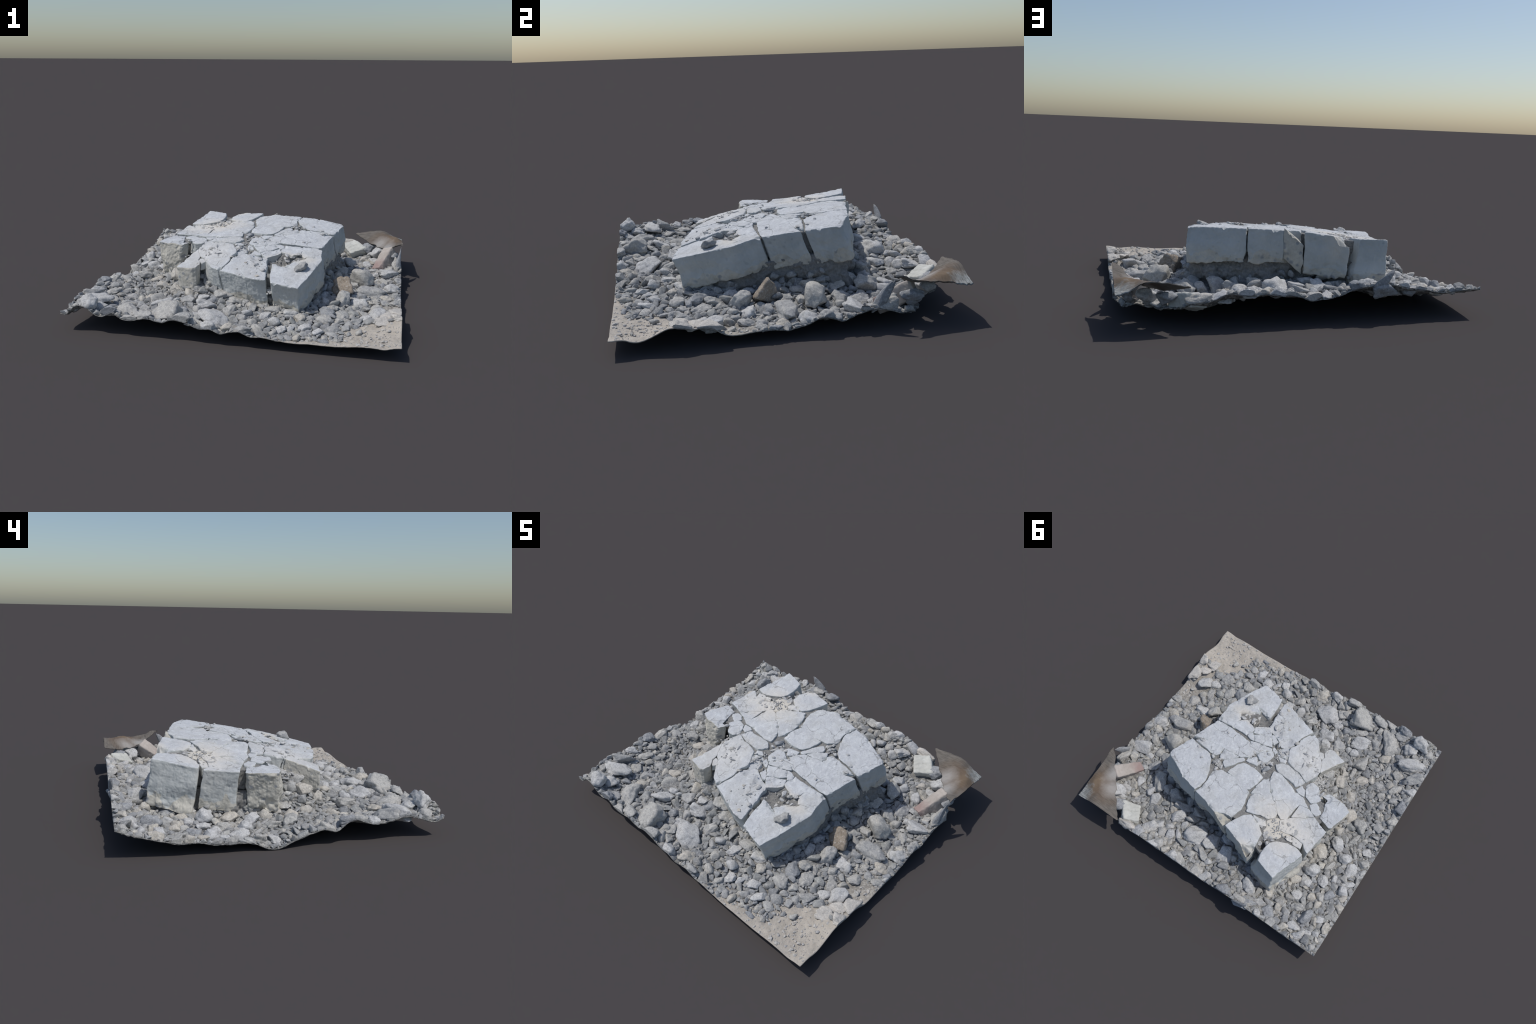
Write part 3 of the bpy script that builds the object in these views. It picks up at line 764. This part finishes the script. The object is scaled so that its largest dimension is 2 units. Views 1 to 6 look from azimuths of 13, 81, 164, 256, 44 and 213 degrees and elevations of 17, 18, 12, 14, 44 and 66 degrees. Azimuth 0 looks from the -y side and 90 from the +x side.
fragment([(0.464,-0.085),(0.468,-0.118),(0.47,-0.177),(0.424,-0.196),(0.367,-0.214),(0.338,-0.175),(0.345,-0.13),(0.354,-0.084),(0.392,-0.079),(0.43,-0.076)], .18, dents=[(.455,-.083,.02,.012)])
fragment([(0.086,-0.208),(0.064,-0.209),(0.019,-0.183),(0.031,-0.143),(0.07,-0.182)], .035, dz=-.006, slope=(.1,0))
fragment([(0.021,-0.13),(0.001,-0.13),(-0.027,-0.112),(-0.022,-0.088),(0.005,-0.098)], .03, dz=-.008, slope=(0,.2))
fragment([(0.105,0.053),(0.064,0.015),(0.016,0.046),(0.022,0.065),(0.105,0.085)], .045, dz=-.004)
# east side
fragment([(0.506,0.138),(0.483,0.043),(0.456,-0.061),(0.394,-0.07),(0.28,-0.062),(0.171,-0.054),(0.12,-0.026),(0.089,0.008),(0.093,0.038),(0.147,0.081),(0.217,0.092),(0.278,0.102),(0.35,0.108),(0.427,0.113)], D, gap=-.0023)
fragment([(0.475,0.155),(0.431,0.117),(0.349,0.109),(0.278,0.105),(0.271,0.15),(0.293,0.181),(0.349,0.177),(0.411,0.168)], D, gap=-.0023)
fragment([(0.27,0.106),(0.215,0.094),(0.155,0.087),(0.184,0.127),(0.224,0.169),(0.253,0.174),(0.267,0.147)], .06)
fragment([(0.221,0.173),(0.183,0.129),(0.127,0.072),(0.109,0.084),(0.133,0.126),(0.166,0.186),(0.187,0.21),(0.216,0.196)], .06)
fragment([(0.558,0.338),(0.533,0.258),(0.508,0.164),(0.475,0.167),(0.411,0.184),(0.338,0.188),(0.305,0.212),(0.282,0.246),(0.255,0.298),(0.227,0.369),(0.234,0.417),(0.248,0.465),(0.37,0.434),(0.477,0.383),(0.54,0.359)], .19, gap=-.0023, dents=[(.55,.34,.02,.006)], bites=[(.615,.40,.37,.05)])
fragment([(0.236,0.472),(0.223,0.423),(0.218,0.367),(0.23,0.33),(0.234,0.283),(0.193,0.245),(0.146,0.238),(0.098,0.233),(0.03,0.248),(-0.034,0.256),(-0.055,0.267),(-0.074,0.336),(-0.086,0.395),(-0.074,0.439),(-0.065,0.476),(-0.019,0.482),(0.047,0.518),(0.101,0.498),(0.156,0.484)], .19, gap=-.0023)
fragment([(0.043,0.519),(-0.02,0.483),(-0.065,0.48),(-0.059,0.551),(-0.013,0.54)], .17, dz=-.037, slope=(.75,-.3), gap=-.003, mats=[M_AGGREGATE]*3)
fragment([(0.152,0.23),(0.133,0.152),(0.103,0.105),(0.044,0.097),(-0.025,0.104),(-0.061,0.113),(-0.06,0.178),(-0.043,0.247),(-0.021,0.264),(0.016,0.258),(0.067,0.24),(0.112,0.232)], .09, gap=-.0023)
# north-west end
fragment([(-0.12,0.382),(-0.098,0.352),(-0.067,0.258),(-0.067,0.188),(-0.077,0.131),(-0.099,0.094),(-0.159,0.166),(-0.208,0.203),(-0.239,0.22),(-0.286,0.264),(-0.295,0.304),(-0.258,0.34),(-0.211,0.344),(-0.157,0.373)], .10, gap=-.0023)
fragment([(-0.107,0.088),(-0.101,0.052),(-0.101,0.034),(-0.138,0.023),(-0.205,0.037),(-0.252,0.048),(-0.294,0.064),(-0.36,0.068),(-0.434,0.107),(-0.374,0.125),(-0.362,0.19),(-0.363,0.264),(-0.331,0.289),(-0.287,0.263),(-0.232,0.211),(-0.205,0.199),(-0.143,0.144)], .10, gap=-.0023)
fragment([(-0.377,0.127),(-0.441,0.112),(-0.5,0.134),(-0.446,0.185),(-0.378,0.231)], .08)
fragment([(-0.381,0.235),(-0.448,0.187),(-0.506,0.137),(-0.56,0.159),(-0.625,0.176),(-0.609,0.288),(-0.603,0.375),(-0.565,0.355),(-0.544,0.333),(-0.45,0.326),(-0.417,0.342),(-0.365,0.356),(-0.333,0.301)], .24, worn=.35, rough_side=.15, lean=((-.62,.12),(-.40,.05),.12))
fragment([(-0.421,0.356),(-0.457,0.338),(-0.483,0.37),(-0.442,0.382)], .05, dz=-.003)
fragment([(-0.461,0.335),(-0.539,0.334),(-0.547,0.374),(-0.49,0.382)], .06, dz=-.004)
fragment([(-0.333,-0.023),(-0.344,-0.05),(-0.359,-0.065),(-0.407,-0.061),(-0.47,0.01),(-0.454,0.043),(-0.43,0.069),(-0.377,0.055),(-0.348,0.015)], .10, gap=-.0023, dz=-.004)
fragment([(-0.292,0.044),(-0.312,0.001),(-0.345,0.017),(-0.367,0.059),(-0.322,0.059)], .06, dz=-.004)
fragment([(-0.429,0.083),(-0.458,0.044),(-0.514,0.066),(-0.526,0.09),(-0.507,0.126),(-0.464,0.117)], .08, dz=-.006)
fragment([(-0.462,-0.026),(-0.497,-0.068),(-0.549,-0.066),(-0.606,-0.066),(-0.648,-0.049),(-0.675,-0.034),(-0.658,0.054),(-0.634,0.13),(-0.621,0.139),(-0.533,0.119),(-0.531,0.06),(-0.514,0.025),(-0.506,-0.025)], .24, slope=(0, -.05), mats=[M_TOP, M_AGGREGATE, M_AGGREGATE], gap=-.0023, dents=[(-.50,-.03,.05,.012)], under=.025, rough_side=1.5, worn=.6, lean=((-.68,.15),(-.50,-.03),-.08), bites=[(-.72,-.04,.15,.06),(-.68,.15,.19,.05)])
fragment([(-0.069,0.547),(-0.092,0.479),(-0.124,0.413),(-0.158,0.383),(-0.198,0.395),(-0.241,0.408),(-0.287,0.445),(-0.305,0.53),(-0.304,0.583),(-0.302,0.63),(-0.232,0.594),(-0.161,0.571)], .235, gap=-.0023, dents=[(-.31,.625,.07,.062),(-.265,.625,.05,.035),(-.315,.56,.04,.02)])
fragment([(-0.163,0.372),(-0.216,0.368),(-0.259,0.35),(-0.278,0.385),(-0.241,0.408),(-0.2,0.394)], .05, dz=-.004)
fragment([(-0.518,0.65),(-0.444,0.631),(-0.374,0.607),(-0.364,0.562),(-0.359,0.52),(-0.365,0.469),(-0.393,0.431),(-0.46,0.395),(-0.526,0.384),(-0.583,0.4),(-0.569,0.464),(-0.539,0.552)], .27, worn=.35, rough_side=.15, gap=-.001, lean=((-.58,-.05),(-.36,.22),.14))
fragment([(-0.262,0.351),(-0.288,0.317),(-0.309,0.293),(-0.35,0.281),(-0.385,0.26),(-0.422,0.258),(-0.454,0.287),(-0.439,0.338),(-0.41,0.367),(-0.391,0.41),(-0.345,0.432),(-0.289,0.423),(-0.286,0.392)], .08, lower=.008, worn=0, mats=[M_AGGREGATE]*3, name='crumbled_concrete', gap=-.004)

# crushed core inside and under the slab: closes the cracks from below and carries the pieces
CORE = [(.345,-.49),(.425,-.36),(.46,-.18),(.455,-.02),(.505,.13),(.525,.29),(.43,.37),(.24,.425),(.12,.47),(-.02,.49),(-.09,.495),(-.22,.545),(-.35,.585),(-.455,.605),
        (-.50,.55),(-.525,.42),(-.56,.33),(-.59,.20),(-.58,.0),(-.50,-.03),(-.42,-.03),(-.36,-.06),(-.36,-.15),(-.345,-.24),(-.30,-.265),(-.25,-.28),(-.20,-.345),(-.13,-.39),(.0,-.43),(.14,-.465)]
PITS = [(-.04,-.19,.10,.032),(.07,-.235,.085,.025),(.20,-.26,.08,.045),(.27,-.22,.06,.02),(.17,-.36,.04,.06),(.20,-.50,.06,.09),(-.34,.50,.035,.10),(-.48,-.03,.045,.07),(-.33,-.22,.06,.10),(-.27,-.30,.05,.10)]
def inset(poly, d):
    p = np.array(poly); t = np.roll(p, -1, 0)-np.roll(p, 1, 0); t /= np.linalg.norm(t, axis=1, keepdims=True)
    return p-d*np.c_[t[:, 1], -t[:, 0]]
fragment(inset(CORE, .03), .13, lower=.014, worn=0, under=.005, voxel=.005, mats=[M_FILL]*3, name='crack_filling', rough_side=1., dents=PITS)
fragment(CORE, .34, lower=.135, worn=0, under=.04, voxel=.006, mats=[M_FILL]*3, name='crushed_core', rough_side=4.)

# loose stones and chips lying on the slab: x, y, half length, half width, height, heading, tone
def on_slab(x, y, rx, ry, h, yaw, tone, dz=0.):
    z = float(TOP(np.array([x]), np.array([y]))[0])+dz
    put_stone(x, y, z+.35*h, rx, ry, .65*h, math.radians(yaw), tone, SLAB, .15, name='loose_stone')
on_slab(.375, -.355, .048, .036, .045, 60, 'g')
LOOSE = """
.136 -.395 .020 .014 .014 160 w
.083 -.343 .021 .011 .016 60 w
.097 -.275 .022 .016 .014 100 w
.012 -.318 .010 .008 .006 0 t
-.004 -.165 .026 .009 .018 110 w
.118 -.46 .012 .016 .008 80 t
.332 -.02 .010 .009 .009 0 w
.357 .250 .010 .009 .010 0 w
.297 .198 .014 .012 .012 0 w
.426 .192 .012 .008 .008 30 w
.43 .135 .026 .008 .010 10 w
-.045 .055 .034 .017 .018 60 d
.262 .225 .016 .011 .012 40 g
.245 .205 .012 .012 .010 0 w
.225 .225 .020 .013 .010 70 g
.005 -.055 .015 .010 .012 0 w
-.055 .005 .016 .010 .012 20 w
.325 -.19 .022 .014 .014 20 w
.255 -.215 .026 .014 .014 100 w
.285 -.205 .018 .012 .012 40 g
-.095 -.255 .018 .012 .006 30 g
-.23 -.125 .028 .007 .006 100 d
-.19 -.22 .020 .006 .005 20 d
-.25 -.235 .016 .008 .005 60 g
-.262 -.16 .018 .014 .006 60 g
-.395 .285 .016 .013 .006 0 g
-.36 .30 .013 .01 .006 0 t
-.455 -.03 .01 .02 .012 0 w
"""
for line in LOOSE.strip().split('\n'):
    *v, tone = line.split(); x, y, rx, ry, h, yaw = map(float, v)
    on_slab(x, y, rx, ry, h, yaw, tone, -.016 if tone == 'g' and x > .2 and y < -.2 else 0)

def sand_grit():
    """grains and half-buried pebbles in the sandy corner"""
    rng = np.random.default_rng(12); V, F, base = [], [], 0
    n = 1700; xs, ys = to_xy(rng.uniform(.2, UB-.004, n), rng.uniform(-VB+.004, -.1, n))
    keep = rng.random(n) < sand_amount(xs, ys)
    for x, y, g in zip(xs[keep], ys[keep], GROUND(xs[keep], ys[keep])):
        q = .0022+.0085*rng.random()**4
        R = np.array(rot_matrix(rng.uniform(0, 6.28), *rng.uniform(-.3, .3, 2)))
        p, f = SMALL[int(rng.integers(24))]; p = p*np.array([q*1.4, q, q*.7])
        V.append(p@R.T+np.array([x, y, g+q*.15])); F.append(f+base); base += len(p)
    o = mesh_object('sand_grit', trim(np.vstack(V)), np.vstack(F), [M_SANDGRIT], PATCH); o['kind'] = 'stuff'
sand_grit()

def packed_rubble():
    """stones wedged under the overhanging edge of the slab, all the way round"""
    rng = np.random.default_rng(31)
    ring = np.array(CORE); n = len(ring); V, F, base = [], [], 0
    for a, b in zip(ring, np.roll(ring, -1, 0)):
        L = np.linalg.norm(b-a); t = (b-a)/L; out = np.array([t[1], -t[0]])
        for _ in range(int(L/.02)+1):
            x, y = a+(b-a)*rng.random()+out*rng.normal(.004, .014)
            g = float(GROUND(np.array([x]), np.array([y]))[0]); top = float(TOP(np.array([x]), np.array([y]))[0])-.20
            q = rng.uniform(.014, .034); z = g+max(top-g, .0)*.75*rng.random()**2
            R = np.array(rot_matrix(rng.uniform(0, 6.28), *rng.uniform(-.7, .7, 2)))
            p = MID[int(rng.integers(14))]*np.array([q*1.25, q, q*.75])
            V.append(p@R.T+np.array([x, y, z])); F.append(ICO3[1]+base); base += len(p)
    V = np.vstack(V); V[:, 2] = np.maximum(V[:, 2], GROUND(V[:, 0], V[:, 1])-.006)
    o = mesh_object('packed_rubble', V, np.vstack(F), [M_GRAVEL], PATCH); o['kind'] = 'stuff'
packed_rubble()

def crumbs():
    """grit in the cracks and in the crushed places"""
    rng = np.random.default_rng(8)
    spots = [(-.37, .34, .085, .05, 90, -.003), (.02, .03, .05, .05, 40, -.012), (.25, .215, .035, .03, 40, -.008), (.29, -.20, .07, .04, 60, -.035),
             (-.06, -.10, .05, .04, 35, -.008), (-.37, -.12, .05, .07, 150, -.075), (-.25, -.2, .06, .06, 25, .0), (-.52, .0, .03, .06, 60, -.03),
             (-.40, .06, .05, .03, 40, -.02), (.10, -.33, .1, .1, 25, .0), (.2, -.45, .02, .05, 40, -.09), (-.33, .45, .06, .03, 60, -.03)]
    V, F, base = [], [], 0
    chips = [(.0, .03, .06, .05, 16, -.010), (.03, -.03, .05, .05, 10, -.008), (.25, .215, .04, .03, 9, -.008), (-.33, .43, .06, .03, 14, -.012), (-.31, .47, .03, .05, 8, -.02),
             (.28, -.20, .08, .04, 12, -.02), (-.08, -.11, .05, .04, 8, -.006), (-.03, .075, .05, .03, 8, -.012), (-.45, .30, .06, .04, 8, -.003)]
    for group, lo, hi in ((spots, .002, .0058), (chips, .007, .014)):
        for cx, cy, sx, sy, k, dz in group:
            for _ in range(k):
                x, y = cx+rng.normal()*sx*.6, cy+rng.normal()*sy*.6; q = rng.uniform(lo, hi)*(1.5 if dz < -.05 else 1)
                z = float(TOP(np.array([x]), np.array([y]))[0])+dz
                R = np.array(rot_matrix(rng.uniform(0, 6.28), *rng.uniform(-.4, .4, 2)))
                p, f = SMALL[int(rng.integers(24))]; p = p*np.array([q*1.3, q, q*(.8 if hi < .007 else .5)])
                V.append(p@R.T+np.array([x, y, z+q*.15])); F.append(f+base); base += len(p)
    o = mesh_object('concrete_crumbs', np.vstack(V), np.vstack(F), [M_CRUMB], SLAB); o['kind'] = 'stuff'
crumbs()

# ------------------------------------------------------------------ wooden board in the far right corner
def wood_material():
    n = N('weathered_wood'); vec = n.coord()
    m = n.new('Mapping'); n.link(vec, m.inputs[0]); m.inputs['Rotation'].default_value = (0, 0, math.radians(-48)); m.inputs['Scale'].default_value = (6, 60, 20)
    fib = n.noise(m.outputs[0], 2.2, 6, .65)
    wob = n.noise(vec, 14, 5, .65)
    c = n.ramp(fib, [(.3, (.105, .095, .085)), (.6, (.19, .172, .152))])
    brown = n.blob(vec, (.875, .765, .25), (.13, .11, .2), .5, wob)
    c = n.mix(n.math('MULTIPLY', brown, .7), c, (.135, .088, .055))
    rust = n.blob(vec, (.92, .83, .25), (.05, .09, .2), .6, wob)
    c = n.mix(n.math('MULTIPLY', rust, .3), c, (.33, .25, .165))
    tip = n.blob(vec, (1.0, .93, .2), (.12, .12, .3), .25, wob)
    c = n.mix(tip, c, n.ramp(fib, [(.35, (.20, .21, .20)), (.6, (.42, .43, .42))]))
    white = n.math('MAXIMUM', n.blob(vec, (.80, .735, .21), (.05, .06, .2), .7, wob), n.blob(vec, (.86, .65, .21), (.04, .06, .2), .7, wob))
    c = n.mix(n.math('MULTIPLY', white, .45), c, (.56, .56, .55))
    return n.finish(c, fib, .5, .006)

# the board end: a thin warped sheet, arched along both outer edges and dished where it meets the rubble
BOARD = Surface([(.968,.502,.262),(.968,.532,.272),(.967,.56,.262),(.966,.59,.243),(.965,.63,.237),(.964,.69,.231),(.963,.75,.225),(.961,.81,.211),(.962,.91,.19),
    (.82,.908,.25),(.72,.906,.25),(.66,.905,.236),(.615,.898,.228),(.90,.909,.215),(.823,.684,.189),(.757,.77,.188),(.90,.60,.222),(.69,.84,.205),(.923,.782,.25),(.875,.754,.238),(.86,.83,.245)])

def board():
    ns, nt = 60, 80
    S, Tt = np.meshgrid(np.linspace(0, 1, ns), np.linspace(0, 1, nt), indexing='ij')
    a, m, b, tip = map(np.array, ((.974, .498), (.790, .722), (.612, .902), (.966, .914)))
    t = Tt[..., None]; inner = a*(1-t)*(1-2*t)+m*4*t*(1-t)+b*t*(2*t-1)
    outer = np.where(t < .5, a+(tip-a)*(t*2), tip+(b-tip)*(t*2-1))
    P = (inner+(outer-inner)*S[..., None]).reshape(-1, 2)
    P += (S.ravel()*(1-S.ravel())*4*.0+np.exp(-S.ravel()*30)*.008*fbm(np.c_[P*14, P[:, :1]*0], 1, 3, 2))[:, None]*np.array([1, 1])
    q = np.c_[P, BOARD(P[:, 0], P[:, 1])]
    fib = fbm(np.c_[(q[:, 0]+q[:, 1])*9, (q[:, 0]-q[:, 1])*75, q[:, 2]*0], 1, 3, 5)
    fray = np.clip((q[:, 0]+q[:, 1]-1.72)/.15, 0, 1)
    q[:, 2] += fib*(.002+.006*fray)+.006*fbm(q, 11, 3, 6)
    q = trim(q, .002)
    lo = q-np.array([0, 0, .006]); n = len(q)
    i = np.arange(n).reshape(ns, nt); f = np.stack([i[:-1, :-1], i[1:, :-1], i[1:, 1:], i[:-1, 1:]], -1).reshape(-1, 4)
    loop = np.concatenate([i[0, :-1], i[:-1, -1], i[-1, :0:-1], i[:0:-1, 0]]); nx = np.roll(loop, -1)
    o = mesh_object('wooden_board', np.vstack([q, lo]), np.vstack([f, f[:, ::-1]+n, np.c_[loop, nx, nx+n, loop+n]]), [wood_material()])
    thing('', 'weathered brown board end, curved, dusty and frayed', 'wooden board', o)
board()

def hewn_block(name, corners, thick, mats, jag, label, category, seed):
    """a worn block: four top corners, sides straight down with a slight flare"""
    c = np.array(corners, float); nrm = np.cross(c[1]-c[0], c[3]-c[0]); nrm /= np.linalg.norm(nrm)
    if nrm[2] < 0: nrm = -nrm
    v = np.vstack([c, c-nrm*thick]); f = [(0, 1, 2, 3), (7, 6, 5, 4)]+[(i, i+4, (i+1) % 4+4, (i+1) % 4) for i in range(4)]
    v, f = remeshed(v, f, .0045); v = smooth_verts(v, f, 12, .5); nv, _ = vertex_normals(v, f)
    out = np.sign(((v-v.mean(0))*nv).sum(1).mean()); nv *= out
    if out < 0: f = f[:, ::-1]
    v = v+nv*(jag*fbm(v, 16, 4, seed)+jag*.3*fbm(v, 60, 2, seed+3))[:, None]
    v = trim(v)
    o = mesh_object(name, v, f, mats)
    return thing('', label, category, o)

def plain_block_material(name, a, b, spot, spot_amount, bump=.5, stain=None):
    n = N(name); vec = n.coord()
    c = n.ramp(n.noise(vec, 16, 6, .65, .4), [(.3, a), (.7, b)])
    c = n.mix(n.math('MULTIPLY', n.ramp(n.noise(vec, 48, 6, .7), [(.54, 0), (.68, 1)]), spot_amount), c, spot)
    if stain: c = n.mix(n.math('MULTIPLY', n.blob(vec, *stain[:2], .6, n.noise(vec, 20, 4, .6)), .8), c, stain[2])
    return n.finish(c, n.noise(vec, 60, 6, .7), bump, .005)

hewn_block('concrete_block', [(.587, .700, .118), (.502, .807, .162), (.600, .862, .190), (.701, .751, .158)], .075,
           [plain_block_material('pale_cream_concrete', (.50, .50, .46), (.64, .64, .60), (.36, .34, .30), .4)], .006,
           'broken pale cream block with rounded corners', 'concrete block', 3)
hewn_block('brick', [(.752, .468, .082), (.815, .436, .108), (.898, .600, .225), (.826, .650, .192)], .095,
           [plain_block_material('dusty_brick', (.40, .36, .325), (.52, .47, .43), (.30, .27, .25), .3, .5, ((.775, .47, .09), (.07, .06, .1), (.33, .23, .215)))], .005,
           'dusty pinkish brick leaning under the board', 'brick', 6)
# a dark rock in the gap under the board
put_stone(.90, .615, .13, .045, .07, .05, .1, 'd', PATCH, .1, clip=False)
shard((.945, .40, .08), (.955, .505, .25), .034, .014, 'd', 9)
put_stone(.80, .715, .135, .07, .05, .05, .75, 'w', PATCH, .1, clip=False)
put_stone(.71, .79, .145, .06, .045, .04, .5, 'd', PATCH, .1, clip=False)
